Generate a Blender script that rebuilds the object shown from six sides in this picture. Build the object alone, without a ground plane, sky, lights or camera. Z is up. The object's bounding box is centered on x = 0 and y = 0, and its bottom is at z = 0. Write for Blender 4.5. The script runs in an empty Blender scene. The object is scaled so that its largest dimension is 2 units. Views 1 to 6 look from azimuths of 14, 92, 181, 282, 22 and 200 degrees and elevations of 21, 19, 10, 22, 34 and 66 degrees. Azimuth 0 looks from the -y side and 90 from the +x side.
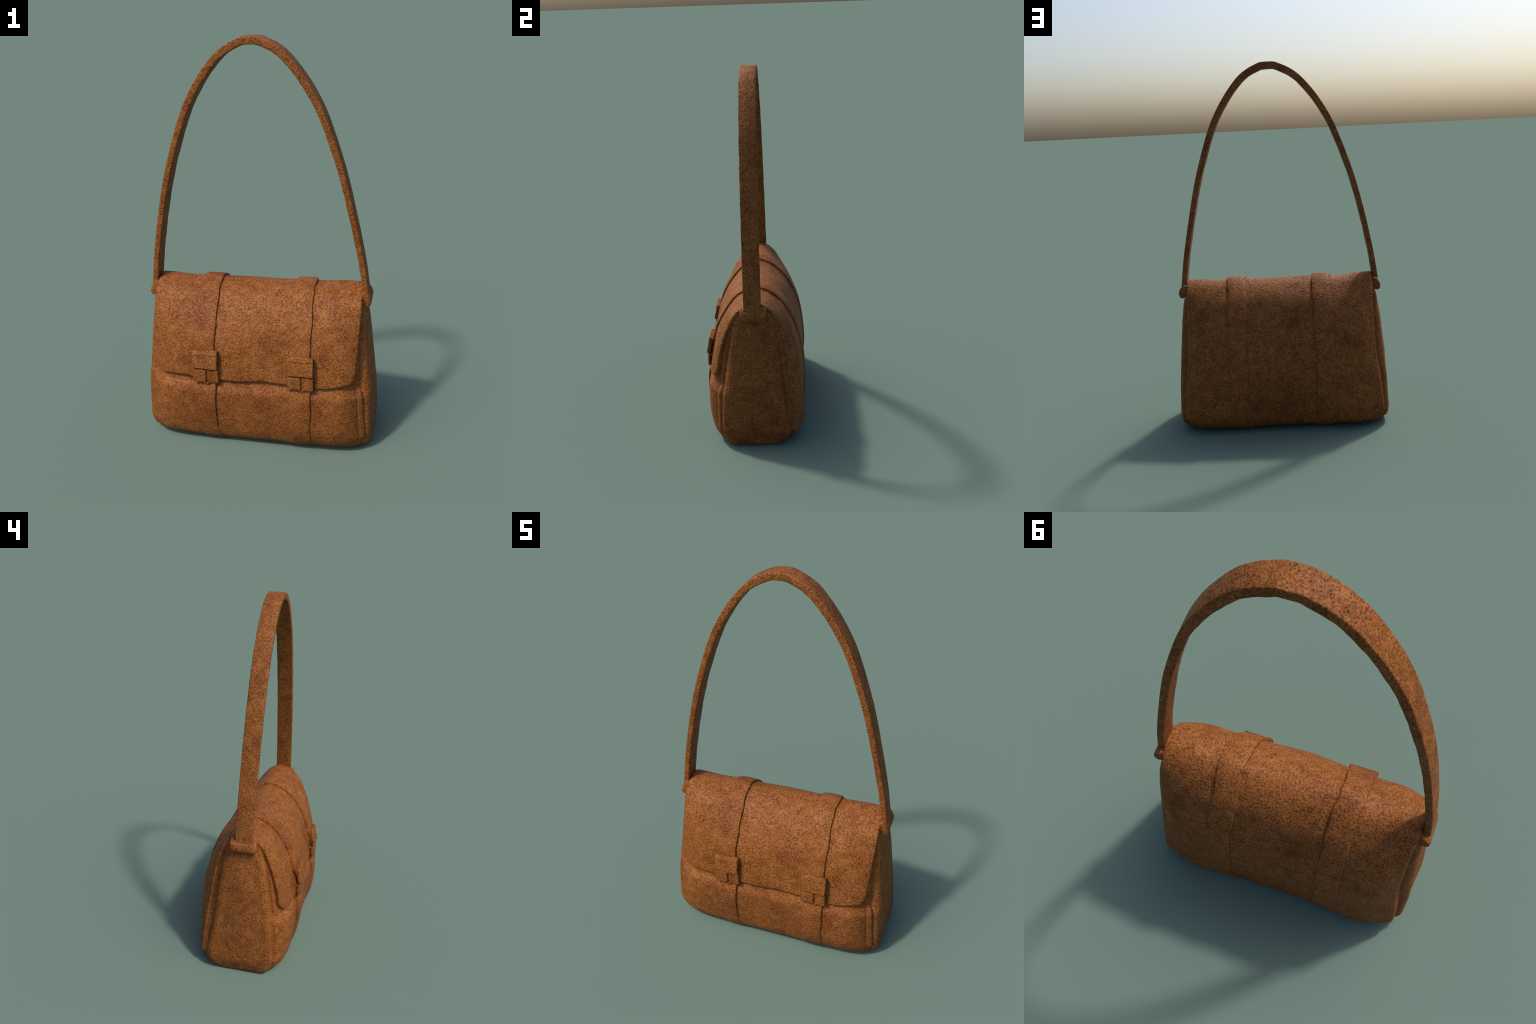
# A leather shoulder bag: soft boxy body, flap over the front, two belts with
# buckles, pillowed end panels and one tall arched carrying handle.
import bpy, math
import numpy as np

rng = np.random.default_rng(7)
TAU = 2 * math.pi

# ----------------------------------------------------------------- materials
def leather(name, grain=78.0, light=(0.300, 0.104, 0.025), dark=(0.064, 0.0165, 0.0010),
            stretch=(1.0, 1.0, 1.0), fine=1.0, rough=0.60):
    m = bpy.data.materials.new(name)
    m.use_nodes = True
    nt = m.node_tree
    N, L = nt.nodes, nt.links
    for n in list(N):
        N.remove(n)

    def node(kind, **kw):
        n = N.new(kind)
        for k, v in kw.items():
            setattr(n, k, v)
        return n

    out = node("ShaderNodeOutputMaterial")
    bs = node("ShaderNodeBsdfPrincipled")
    L.new(bs.outputs[0], out.inputs[0])
    co = node("ShaderNodeTexCoord")
    mp = node("ShaderNodeMapping")
    mp.inputs["Scale"].default_value = stretch
    L.new(co.outputs["Object"], mp.inputs[0])

    # wobble the cell grid so that the pebbles are irregular
    wob = node("ShaderNodeTexNoise")
    wob.inputs["Scale"].default_value = grain * 0.8
    wob.inputs["Detail"].default_value = 2
    L.new(mp.outputs[0], wob.inputs["Vector"])
    off = node("ShaderNodeVectorMath", operation="SUBTRACT")
    L.new(wob.outputs["Color"], off.inputs[0])
    off.inputs[1].default_value = (0.5, 0.5, 0.5)
    sc = node("ShaderNodeVectorMath", operation="SCALE")
    L.new(off.outputs[0], sc.inputs[0])
    sc.inputs["Scale"].default_value = 0.9 / grain
    add = node("ShaderNodeVectorMath", operation="ADD")
    L.new(mp.outputs[0], add.inputs[0])
    L.new(sc.outputs[0], add.inputs[1])

    vor = node("ShaderNodeTexVoronoi", feature="DISTANCE_TO_EDGE")
    vor.inputs["Scale"].default_value = grain
    L.new(add.outputs[0], vor.inputs["Vector"])
    cell = node("ShaderNodeMapRange", interpolation_type="SMOOTHSTEP")
    cell.inputs["From Min"].default_value = 0.0
    cell.inputs["From Max"].default_value = 0.24
    L.new(vor.outputs["Distance"], cell.inputs["Value"])

    # soft dark pebble centres
    vs = node("ShaderNodeTexVoronoi", feature="SMOOTH_F1")
    vs.inputs["Scale"].default_value = grain * 0.92
    vs.inputs["Smoothness"].default_value = 0.55
    L.new(add.outputs[0], vs.inputs["Vector"])
    blob = node("ShaderNodeMapRange", interpolation_type="SMOOTHSTEP")
    blob.inputs["From Min"].default_value = 0.62
    blob.inputs["From Max"].default_value = 0.12
    L.new(vs.outputs["Distance"], blob.inputs["Value"])

    grit = node("ShaderNodeTexNoise")
    grit.inputs["Scale"].default_value = grain * 1.35
    grit.inputs["Detail"].default_value = 4
    grit.inputs["Roughness"].default_value = 0.65
    L.new(mp.outputs[0], grit.inputs["Vector"])
    mid = node("ShaderNodeTexNoise")
    mid.inputs["Scale"].default_value = 24
    mid.inputs["Detail"].default_value = 3
    L.new(co.outputs["Object"], mid.inputs["Vector"])

    def math_(op, a, b):
        n = node("ShaderNodeMath", operation=op)
        for i, v in enumerate((a, b)):
            if isinstance(v, (int, float)):
                n.inputs[i].default_value = v
            else:
                L.new(v, n.inputs[i])
        return n.outputs[0]

    # darkness = pebble centre + grit + soft medium patches
    d = math_("MULTIPLY", cell.outputs[0], 0.42)
    d = math_("ADD", d, math_("MULTIPLY", blob.outputs[0], 0.30))
    d = math_("ADD", d, math_("MULTIPLY", math_("SUBTRACT", grit.outputs["Fac"], 0.5), 0.95 * fine))
    d = math_("ADD", d, math_("MULTIPLY", math_("SUBTRACT", mid.outputs["Fac"], 0.5), 0.7))
    d = math_("ADD", d, 0.10)
    cr = node("ShaderNodeValToRGB")
    e = cr.color_ramp.elements
    e[0].position, e[0].color = 0.0, (*light, 1)
    e[1].position, e[1].color = 1.0, (*dark, 1)
    mid_e = e.new(0.45)
    mid_e.color = (*[0.45 * a + 0.55 * b for a, b in zip(light, dark)], 1)
    L.new(d, cr.inputs[0])

    # large soft patches: redder / browner areas of the hide
    big = node("ShaderNodeTexNoise")
    big.inputs["Scale"].default_value = 5.5
    big.inputs["Detail"].default_value = 4
    big.inputs["Roughness"].default_value = 0.6
    L.new(co.outputs["Object"], big.inputs["Vector"])
    br = node("ShaderNodeMapRange", interpolation_type="SMOOTHSTEP")
    br.inputs["From Min"].default_value = 0.46
    br.inputs["From Max"].default_value = 0.72
    L.new(big.outputs["Fac"], br.inputs["Value"])
    mx = node("ShaderNodeMix", data_type="RGBA", blend_type="MULTIPLY")
    L.new(br.outputs[0], mx.inputs["Factor"])
    L.new(cr.outputs[0], mx.inputs["A"])
    mx.inputs["B"].default_value = (0.76, 0.67, 0.66, 1)
    L.new(mx.outputs["Result"], bs.inputs["Base Color"])

    bs.inputs["Roughness"].default_value = rough
    # the polished ridges shine, the pits stay dull
    sp = node("ShaderNodeMapRange")
    sp.inputs["To Min"].default_value = 0.24
    sp.inputs["To Max"].default_value = 0.05
    L.new(d, sp.inputs["Value"])
    L.new(sp.outputs[0], bs.inputs["Specular IOR Level"])
    h = math_("ADD", math_("MULTIPLY", blob.outputs[0], 0.7), math_("MULTIPLY", grit.outputs["Fac"], 0.5))
    bp = node("ShaderNodeBump")
    bp.inputs["Strength"].default_value = 0.5
    bp.inputs["Distance"].default_value = 0.0035
    L.new(h, bp.inputs["Height"])
    L.new(bp.outputs[0], bs.inputs["Normal"])
    return m

MAT_FLAP = leather("pebbled_leather", 100)
MAT_BODY = leather("body_leather", 112)
MAT_END = leather("end_panel_leather", 112, fine=1.1)
MAT_STRAP = leather("strap_leather", 104, fine=1.1)
MAT_BUCKLE = leather("buckle_leather", 108, fine=1.1)

# ------------------------------------------------------------- mesh helpers
ROOT = bpy.data.objects.new("shoulder_bag", None)
bpy.context.scene.collection.objects.link(ROOT)
ROOT["label"] = "brown pebbled leather shoulder bag with arched handle"
ROOT["category"] = "handbag"

def make(name, verts, faces, mat, parent=ROOT, smooth_angle=40):
    me = bpy.data.meshes.new(name)
    me.from_pydata([tuple(map(float, v)) for v in verts], [], [tuple(map(int, f)) for f in faces])
    me.validate()
    me.update()
    import bmesh
    bm = bmesh.new()
    bm.from_mesh(me)
    bmesh.ops.recalc_face_normals(bm, faces=bm.faces)
    bm.to_mesh(me)
    bm.free()
    me.polygons.foreach_set("use_smooth", [True] * len(me.polygons))
    me.set_sharp_from_angle(angle=math.radians(smooth_angle))
    me.materials.append(mat)
    ob = bpy.data.objects.new(name, me)
    bpy.context.scene.collection.objects.link(ob)
    ob.parent = parent
    return ob

def grid_faces(nu, nv, wrap_u=False, wrap_v=False, base=0):
    f = []
    for i in range(nu if wrap_u else nu - 1):
        for j in range(nv if wrap_v else nv - 1):
            a, b = i, (i + 1) % nu
            c, d = j, (j + 1) % nv
            f.append((base + a * nv + c, base + b * nv + c, base + b * nv + d, base + a * nv + d))
    return f

def smooth(a, b, x):
    t = np.clip((np.asarray(x, float) - a) / (b - a), 0, 1)
    return t * t * (3 - 2 * t)

# low-frequency lumps: sums of sines in random directions
_D = rng.normal(size=(14, 3))
_D /= np.linalg.norm(_D, axis=1)[:, None]
_F = np.linspace(9, 38, 14)
_P = rng.uniform(0, TAU, 14)
def lumps(p):
    s = 0
    for d, f, ph in zip(_D, _F, _P):
        s = s + np.sin((p @ d) * f + ph) * (9 / f) ** 0.7
    return s / 3.2

# ------------------------------------------------------------ the bag's hull
# Closed profiles (y, z): bottom centre, up the front, over the top, down the
# back.  MID holds along the middle of the bag, END at its two ends.
MID = np.array([(0.0, .005), (-.10, .005), (-.180, .009), (-.230, .036), (-.253, .100), (-.262, .20),
                (-.260, .30), (-.249, .40), (-.232, .50), (-.204, .60), (-.159, .69), (-.102, .762),
                (-.045, .801), (.02, .818), (.07, .803), (.118, .765), (.170, .712), (.216, .635),
                (.248, .55), (.268, .45), (.275, .33), (.271, .21), (.259, .11), (.236, .040),
                (.185, .009), (.10, .005)])
END = np.array([(0.0, .007), (-.09, .007), (-.145, .013), (-.176, .04), (-.185, .100), (-.184, .20),
                (-.178, .30), (-.163, .40), (-.146, .50), (-.128, .60), (-.113, .69), (-.092, .76),
                (-.050, .800), (.015, .818), (.065, .804), (.10, .768), (.118, .70), (.13, .62),
                (.142, .52), (.152, .42), (.162, .31), (.175, .20), (.192, .10), (.184, .04),
                (.135, .013), (.08, .007)])
NT = len(MID)
HALF_Z = [-0.02, 0.0, .03, .08, .2, .4, .6, .8, .9]
HALF_X = [.555, .562, .565, .563, .559, .548, .537, .531, .528]

def loop(P, t):
    t = np.asarray(t, float) % NT
    i = np.floor(t).astype(int)
    f = (t - i)[..., None]
    p0, p1, p2, p3 = (P[(i + k) % NT] for k in (-1, 0, 1, 2))
    return 0.5 * (2 * p1 + (p2 - p0) * f + (2 * p0 - 5 * p1 + 4 * p2 - p3) * f ** 2
                  + (3 * p1 - p0 - 3 * p2 + p3) * f ** 3)

def raw(u, t):
    u, t = np.broadcast_arrays(np.asarray(u, float), np.asarray(t, float))
    w = np.clip(1 - np.abs(u) ** 4.5, 0, 1) ** 0.4
    e, m = loop(END, t), loop(MID, t)
    yz = e + (m - e) * w[..., None]
    x = u * np.interp(yz[..., 1], HALF_Z, HALF_X)
    x = x * (1 - .03 * smooth(.02, .14, yz[..., 0]) * smooth(.5, .75, yz[..., 1]))   # back corners slope in
    x = x * (1 - .075 * smooth(.11, .21, np.abs(yz[..., 0])) * (1 - smooth(.01, .10, yz[..., 1])))   # rounded feet
    return np.stack([x, yz[..., 0], yz[..., 1]], -1)

def puff(p, t):
    """The stuffed leather swells between and outside the belts."""
    x, t = p[..., 0], t % NT
    def g(v, c, w):
        return np.exp(-((v - c) / w) ** 2)
    a = .015 * g(x, 0.0, .13) * g(t, 9.5, 1.5)
    a = a + .012 * g(np.abs(x), .42, .075) * g(t, 10.4, 1.1)
    a = a + .009 * g(x, .03, .12) * g(t, 15.6, 1.3) + .006 * g(np.abs(x), .40, .08) * g(t, 5.2, 1.6)
    a = a - .006 * g(x, 0, .14) * g(t, 4.8, 1.3)
    # creases beside the ends, full lower corners at the back
    a = a - .018 * g(np.abs(x), .52, .05) * g(t, 18.7, 1.6) - .018 * g(np.abs(x), .525, .045) * g(t, 6.4, 1.7)
    a = a - .013 * g(np.abs(x), .535, .035) * g(t, 4.7, 1.3)
    a = a + .018 * g(np.abs(x), .39, .10) * g(t, 22.4, 1.1)
    a = a - .006 * g(np.abs(x), .33, .05) * g(t, 12.8, 1.0)
    a = a + .008 * smooth(.36, .47, np.abs(x)) * g(t, 13, 1.2)      # ends of the top rise
    return a

def hull(u, t, off=0.0, lump=1.0):
    """Point of the bag's outer skin at u (-1..1 along x) and t (round the
    profile), moved out along the normal by off."""
    u, t = np.broadcast_arrays(np.asarray(u, float), np.asarray(t, float))
    uu = np.clip(u, -.9985, .9985)
    h = 1e-3
    du = raw(np.clip(uu + h, -1, 1), t) - raw(np.clip(uu - h, -1, 1), t)
    dt = raw(uu, t + .02) - raw(uu, t - .02)
    n = np.cross(du, dt)
    n /= np.linalg.norm(n, axis=-1)[..., None] + 1e-12
    n = -n
    p = raw(u, t)
    ctr = np.array([0, 0, .4])
    flip = np.sign(((p - ctr) * n).sum(-1))
    n = n * np.where(flip == 0, 1, flip)[..., None]
    fade = (smooth(0.0, .10, p[..., 2]) * lump * 0.0044 * lumps(p)) + puff(p, t)
    return p + n * (np.asarray(off) + fade)[..., None]

def t_at_front(z):
    tt = np.linspace(3, 13, 4000)
    return float(tt[np.argmin(abs(loop(MID, tt)[:, 1] - z))])

def t_at_back(z):
    tt = np.linspace(13, 23, 4000)
    return float(tt[np.argmin(abs(loop(MID, tt)[:, 1] - z))])

T_EDGE = t_at_front(.382)          # the flap's lower edge on the front
FLAP = 0.021                       # thickness of the flap leather
N_T, N_U = 416, 180

# ----------------------------------------------------------------- body shell
def body_offset(t):
    """The body lies one leather thickness under the flap."""
    t = np.asarray(t) % NT
    return -FLAP * (smooth(T_EDGE - .75, T_EDGE - .1, t) - .62 * smooth(14.0, 16.0, t) - .38 * smooth(24.2, 25.2, t))

def seam_groove(u, t):
    """Piped seam up the two ends of the front panel."""
    t = np.asarray(t) % NT
    on = smooth(3.2, 4.2, t) * (1 - smooth(6.3, 7.2, t))
    g = np.exp(-((np.abs(u) - .945) / .010) ** 2)
    return -0.003 * g * on

us = np.sin(np.linspace(-1, 1, N_U) * math.pi / 2)
us = np.sign(us) * np.abs(us)
ts = np.linspace(0, NT, N_T, endpoint=False)
U, T = np.meshgrid(us, ts)          # rows: t, columns: u
B = hull(U, T, body_offset(T) + seam_groove(U, T))
make("body", B.reshape(-1, 3), grid_faces(N_T, N_U, wrap_u=True), MAT_BODY)

# ----------------------------------------------------------------- end panels
GUS_Z = [0.0, .02, .05, .10, .25, .40, .60, .70, .77, .83]
GUS_X = [.566, .582, .589, .591, .590, .580, .560, .545, .527, .510]
def end_panel(side):
    """Pillowed panel whose border is the last ring of the body."""
    rim = B[:, 0 if side < 0 else -1]
    half = N_T // 2
    m = 56
    k = np.arange(1, half)
    fr, bk = rim[k], rim[(N_T - k) % N_T]
    a = .5 - .5 * np.cos(np.linspace(0, math.pi, m))
    P = fr[:, None] + (bk - fr)[:, None] * a[None, :, None]
    width = np.linalg.norm((bk - fr)[:, 1:], axis=1)[:, None]
    d_side = np.minimum(a, 1 - a)[None, :] * width
    bot, top = rim[0, 2], rim[half, 2]
    d = np.minimum(np.minimum(d_side, (P[..., 2] - bot) * 1.6), top - P[..., 2])
    d = np.clip(d, 0, None)
    edge = np.abs(P[..., 0])
    full = np.interp(P[..., 2], GUS_Z, GUS_X)
    rise = .80 * smooth(-.02, .030, d) + .20 * smooth(.03, .14, d)
    rise = rise * smooth(0, .004, d)
    seam = -.0035 * np.exp(-((d - .024) / .005) ** 2)
    x = edge + (full - edge) * rise + seam * smooth(.0, .01, d)
    Q = np.stack([x * side, P[..., 1], P[..., 2]], -1)
    x = x + .0035 * lumps(Q * 1.3) * smooth(.02, .08, d)
    Q[..., 0] = x * side
    verts = np.concatenate([Q.reshape(-1, 3), rim[[0, half]]])
    faces = grid_faces(half - 1, m)
    n = (half - 1) * m
    for j in range(m - 1):
        faces.append((n, j, j + 1))
        faces.append((n + 1, (half - 2) * m + j + 1, (half - 2) * m + j))
    make("end_panel", verts, faces, MAT_END, smooth_angle=70)

end_panel(-1)
end_panel(1)

# ----------------------------------------------------------------------- flap
def flap_limit(t):
    """How far towards the ends the flap reaches, with rounded lower corners."""
    z = np.interp(t, [T_EDGE, t_at_front(.45), t_at_front(.6), t_at_front(.72), 13],
                  [.923, .940, .967, .983, .986])
    r = 0.55                                     # corner length in t
    k = np.clip((t - T_EDGE) / r, 0, 1)
    return z - .085 * (1 - np.sqrt(np.clip(1 - (1 - k) ** 2, 0, 1)))

def flap():
    rows = np.concatenate([T_EDGE + .9 * np.linspace(0, 1, 40) ** 2.2, np.linspace(T_EDGE + .9, 25.4, 330)[1:]])
    v = np.sin(np.linspace(-1, 1, 171) * math.pi / 2)
    v = np.sign(v) * (1 - (1 - np.abs(v)) ** 1.0)
    lim = flap_limit(rows)
    Uo = v[None, :] * lim[:, None]
    To = np.repeat(rows[:, None], len(v), 1)
    # lower edge sags a little in the middle, and waves
    sag = np.clip(1 - (rows - T_EDGE) / 2.5, 0, 1)[:, None]
    To = To + sag * (-.06 * (1 - (Uo / .9) ** 2) + .07 * np.sin(Uo * 7 + .6) + .03 * np.sin(Uo * 17))
    edge_u = (1 - np.abs(v))[None, :] * lim[:, None] * .53
    edge_t = ((rows - T_EDGE) * .10)[:, None]
    dist = np.minimum(edge_u, edge_t)
    r = .009
    k = np.clip((r - dist) / r, 0, 1)
    off = -r * (1 - np.sqrt(1 - k ** 2 * .98))
    fade_back = smooth(24, 25.3, To) * -.012
    # a shallow stitched hem inside the edge
    top = hull(Uo, To, off + fade_back)
    low = hull(Uo, To, body_offset(np.maximum(To, T_EDGE)) - .004)
    nr, nc = top.shape[:2]
    verts = np.concatenate([top.reshape(-1, 3), low.reshape(-1, 3)])
    n = nr * nc
    faces = grid_faces(nr, nc) + grid_faces(nr, nc, base=n)
    border = ([i for i in range(nc)] + [i * nc + nc - 1 for i in range(1, nr)]
              + [(nr - 1) * nc + i for i in range(nc - 2, -1, -1)] + [i * nc for i in range(nr - 2, 0, -1)])
    for a, b in zip(border, border[1:] + border[:1]):
        faces.append((a, b, b + n, a + n))
    make("flap", verts, faces, MAT_FLAP, smooth_angle=55)

flap()

# ---------------------------------------------------------------------- belts
BELT_X = (-.236, .240)
HALF_BELT = .052
def belt_raise(t):
    t = np.asarray(t) % NT
    r = .0122 + 0 * t
    r = r - .0060 * smooth(15.0, 19.5, t)                       # sinks into the back
    r = r - .0092 * (1 - smooth(3.2, 6.0, t)) - .0036 * smooth(23.5, 25.5, t)           # and under the bottom
    return r

def belt(cx, seed):
    g = np.random.default_rng(seed)
    rows = np.linspace(0, NT, 400, endpoint=False)
    section = [(-1.0, -.016), (-1.0, -.004), (-.985, .55), (-.95, .9), (-.88, 1.0), (-.5, 1.14), (0, 1.20), (.5, 1.14),
               (.88, 1.0), (.95, .9), (.985, .55), (1.0, -.004), (1.0, -.016)]
    ph = g.uniform(0, TAU, 4)
    wob = .0022 * (np.sin(rows * 2.1 + ph[0]) * 0 + np.sin(TAU * rows / NT * 7 + ph[1]) + .7 * np.sin(TAU * rows / NT * 17 + ph[2]))
    V = []
    ra = belt_raise(rows)
    base = np.where((rows > 1.2) & (rows < T_EDGE), 1.0, 0.0)
    # below the flap the belt lies on the body itself
    low = np.where(rows < T_EDGE, body_offset(rows) * .6, 0.0)
    for a, h in section:
        x = cx + a * HALF_BELT + wob
        zz = loop(MID, rows)[:, 1]
        u = x / np.interp(zz, HALF_Z, HALF_X)
        off = np.where(h < 0, h, ra * h) + low
        V.append(hull(u, rows, off))
    V = np.array(V).transpose(1, 0, 2)
    make("belt", V.reshape(-1, 3), grid_faces(len(rows), len(section), wrap_u=True, wrap_v=True), MAT_STRAP, smooth_angle=35)

for k, cx in enumerate(BELT_X):
    belt(cx, 20 + k)

# ------------------------------------------------------------------- buckles
def rounded_box(name, size, centre, rot_x, parent, mat, bevel=.006, lump=.0022):
    """Box with bevelled edges, tilted about x."""
    import bmesh
    bm = bmesh.new()
    bmesh.ops.create_cube(bm, size=1)
    for v in bm.verts:
        v.co.x *= size[0]
        v.co.y *= size[1]
        v.co.z *= size[2]
    bmesh.ops.bevel(bm, geom=list(bm.edges), offset=bevel, segments=3, profile=.6, affect='EDGES')
    bmesh.ops.subdivide_edges(bm, edges=[e for e in bm.edges if e.calc_length() > .03], cuts=5, use_grid_fill=True)
    c, s = math.cos(rot_x), math.sin(rot_x)
    for v in bm.verts:
        y, z = v.co.y, v.co.z
        p = np.array([v.co.x + centre[0], y * c - z * s + centre[1], y * s + z * c + centre[2]])
        d = lump * lumps(p * 4)
        v.co = (p[0] + d, p[1] + d, p[2] + d * .6)
    me = bpy.data.meshes.new(name)
    bm.to_mesh(me)
    bm.free()
    me.polygons.foreach_set("use_smooth", [True] * len(me.polygons))
    me.set_sharp_from_angle(angle=math.radians(35))
    me.materials.append(mat)
    ob = bpy.data.objects.new(name, me)
    bpy.context.scene.collection.objects.link(ob)
    ob.parent = parent
    return ob

def buckle(cx):
    b = rounded_box("buckle", (.126, .020, .076), (cx, -.2605, .478), math.radians(-13), ROOT, MAT_BUCKLE)
    # bar over the top, leaning back to the belt
    rounded_box("top_bar", (.126, .030, .026), (cx, -.2475, .521), math.radians(-24), b, MAT_BUCKLE)
    # lower bar in two blocks with a slot between them
    rounded_box("keeper", (.066, .018, .066), (cx - .031, -.2665, .402), math.radians(-2), b, MAT_BUCKLE)
    rounded_box("tongue", (.056, .016, .070), (cx + .036, -.2635, .401), math.radians(-2), b, MAT_BUCKLE)
    rounded_box("tongue_tip", (.024, .012, .014), (cx + .004, -.2635, .362), 0, b, MAT_BUCKLE, .004)
    # bridges that hold the frame off the belt
    rounded_box("bridge", (.112, .010, .060), (cx + .002, -.2615, .404), math.radians(-2), b, MAT_BUCKLE, .003)
    rounded_box("bridge", (.122, .024, .022), (cx, -.248, .428), 0, b, MAT_BUCKLE, .003)
    rounded_box("bridge", (.100, .020, .014), (cx + .006, -.252, .364), 0, b, MAT_BUCKLE, .003)

for cx in (-.230, .247):
    buckle(cx)

# --------------------------------------------------------------------- handle
ARCH_OUT = [(.556, .765), (.551, .80), (.541, .880), (.529, .960), (.520, 1.007), (.509, 1.065), (.495, 1.134), (.474, 1.226),
            (.448, 1.33), (.419, 1.433), (.380, 1.55), (.348, 1.64), (.330, 1.682), (.299, 1.743), (.259, 1.809), (.212, 1.873),
            (.172, 1.920), (.131, 1.957), (.074, 1.988), (.034, 2.0)]
LEAN_Z = [.7, 1.2, 1.43, 1.64, 1.87, 2.0]
LEAN_X = [-.002, -.0035, -.001, .002, .005, .009]
def handle():
    pts = np.array(ARCH_OUT)
    # refine all but the flat crown
    fine = []
    P = np.vstack([2 * pts[0] - pts[1], pts, (-.034, 2.0)])
    for i in range(1, len(P) - 2):
        for f in np.linspace(0, 1, 6)[:-1]:
            p0, p1, p2, p3 = P[i - 1], P[i], P[i + 1], P[i + 2]
            fine.append(.5 * (2 * p1 + (p2 - p0) * f + (2 * p0 - 5 * p1 + 4 * p2 - p3) * f * f
                              + (3 * p1 - p0 - 3 * p2 + p3) * f ** 3))
    fine.append(pts[-1])
    right = np.array(fine)
    arc = np.vstack([right, [(x, z) for x, z in ((.012, 2.0005), (-.012, 2.0005))], (right * [-1, 1])[::-1]])
    # even spacing, then a light smoothing; the crown keeps its short flat
    run = np.concatenate([[0], np.cumsum(np.linalg.norm(np.diff(arc, axis=0), axis=1))])
    q = np.linspace(0, run[-1], 260)
    arc = np.stack([np.interp(q, run, arc[:, k]) for k in (0, 1)], 1)
    ker = np.exp(-(np.arange(-12, 13) / 5.0) ** 2)
    ker /= ker.sum()
    pad = np.vstack([2 * arc[0] - arc[12:0:-1], arc, 2 * arc[-1] - arc[-2:-14:-1]])
    soft = np.stack([np.convolve(pad[:, k], ker, "valid") for k in (0, 1)], 1)
    keep = np.exp(-(arc[:, :1] / .06) ** 4)
    arc = soft * (1 - keep) + arc * keep
    arc[:, 0] += .003 * np.sign(arc[:, 0]) * smooth(1.1, 1.4, arc[:, 1]) * (1 - smooth(1.93, 1.99, arc[:, 1]))
    arc[:, 0] += np.interp(arc[:, 1], LEAN_Z, LEAN_X)
    tan = np.gradient(arc, axis=0)
    tan /= np.linalg.norm(tan, axis=1)[:, None]
    nor = np.stack([tan[:, 1], -tan[:, 0]], 1)         # towards the outside
    nor *= np.sign((nor * (arc - [0, 1.0])).sum(1))[:, None]
    wdt, thk, r = .0460, .037, .005
    slim = np.interp(arc[:, 1], [.8, 1.2, 1.64, 2.0], [.74, .77, .86, .95])
    sec = []                                            # (across y, depth inwards)
    for cy, cd, a0 in ((wdt - r, r, 0), (-(wdt - r), r, 90), (-(wdt - r), thk - r, 180), (wdt - r, thk - r, 270)):
        for a in (0, 30, 60, 90):
            q = math.radians(a0 + a)
            sec.append((cy + r * math.cos(q), cd - r * math.sin(q)))
    V = []
    s = np.concatenate([[0], np.cumsum(np.linalg.norm(np.diff(arc, axis=0), axis=1))])
    for i, (p, n) in enumerate(zip(arc, nor)):
        for y, d in sec:
            jig = .0005 * math.sin(s[i] * 41 + d * 60 + y * 17) + .0003 * math.sin(s[i] * 97 + y * 50)
            q = p - n * (d * slim[i] + jig * (d / thk))
            V.append((q[0], .004 + y + jig, q[1]))
    m = len(sec)
    faces = grid_faces(len(arc), m, wrap_v=True)
    faces.append(tuple(range(m)))
    faces.append(tuple(range((len(arc) - 1) * m, len(arc) * m)))
    make("handle", V, faces, MAT_STRAP, smooth_angle=35)

handle()

# ----------------------------------------------- rolled loops holding the handle
def handle_loop(side):
    """A short flattened roll of leather at the top of each end panel."""
    prof = []
    for k in range(36):
        a = TAU * k / 36
        c, s = math.cos(a), math.sin(a)
        prof.append((.537 + .025 * c, .770 + .037 * s))
    prof = np.array(prof)
    cen = prof.mean(0)
    ys = [-.064, -.062, -.056, -.04, 0, .04, .068, .0745, .077]
    sc = [.62, .88, 1, 1.02, 1.02, 1.02, 1, .88, .62]
    V = []
    for y, k in zip(ys, sc):
        for p in prof:
            q = cen + (p - cen) * k
            lean = -.010 * (q[1] - .771) / .036           # bottom swings outwards a little
            pp = np.array([side * (q[0] + lean * .9), y, q[1]])
            V.append(pp + .0012 * lumps(pp * 3))
    n = len(prof)
    faces = grid_faces(len(ys), n, wrap_v=True)
    faces += [tuple(range(n)), tuple(range((len(ys) - 1) * n, len(ys) * n))]
    make("handle_loop", V, faces, MAT_STRAP, smooth_angle=40)

handle_loop(-1)
handle_loop(1)
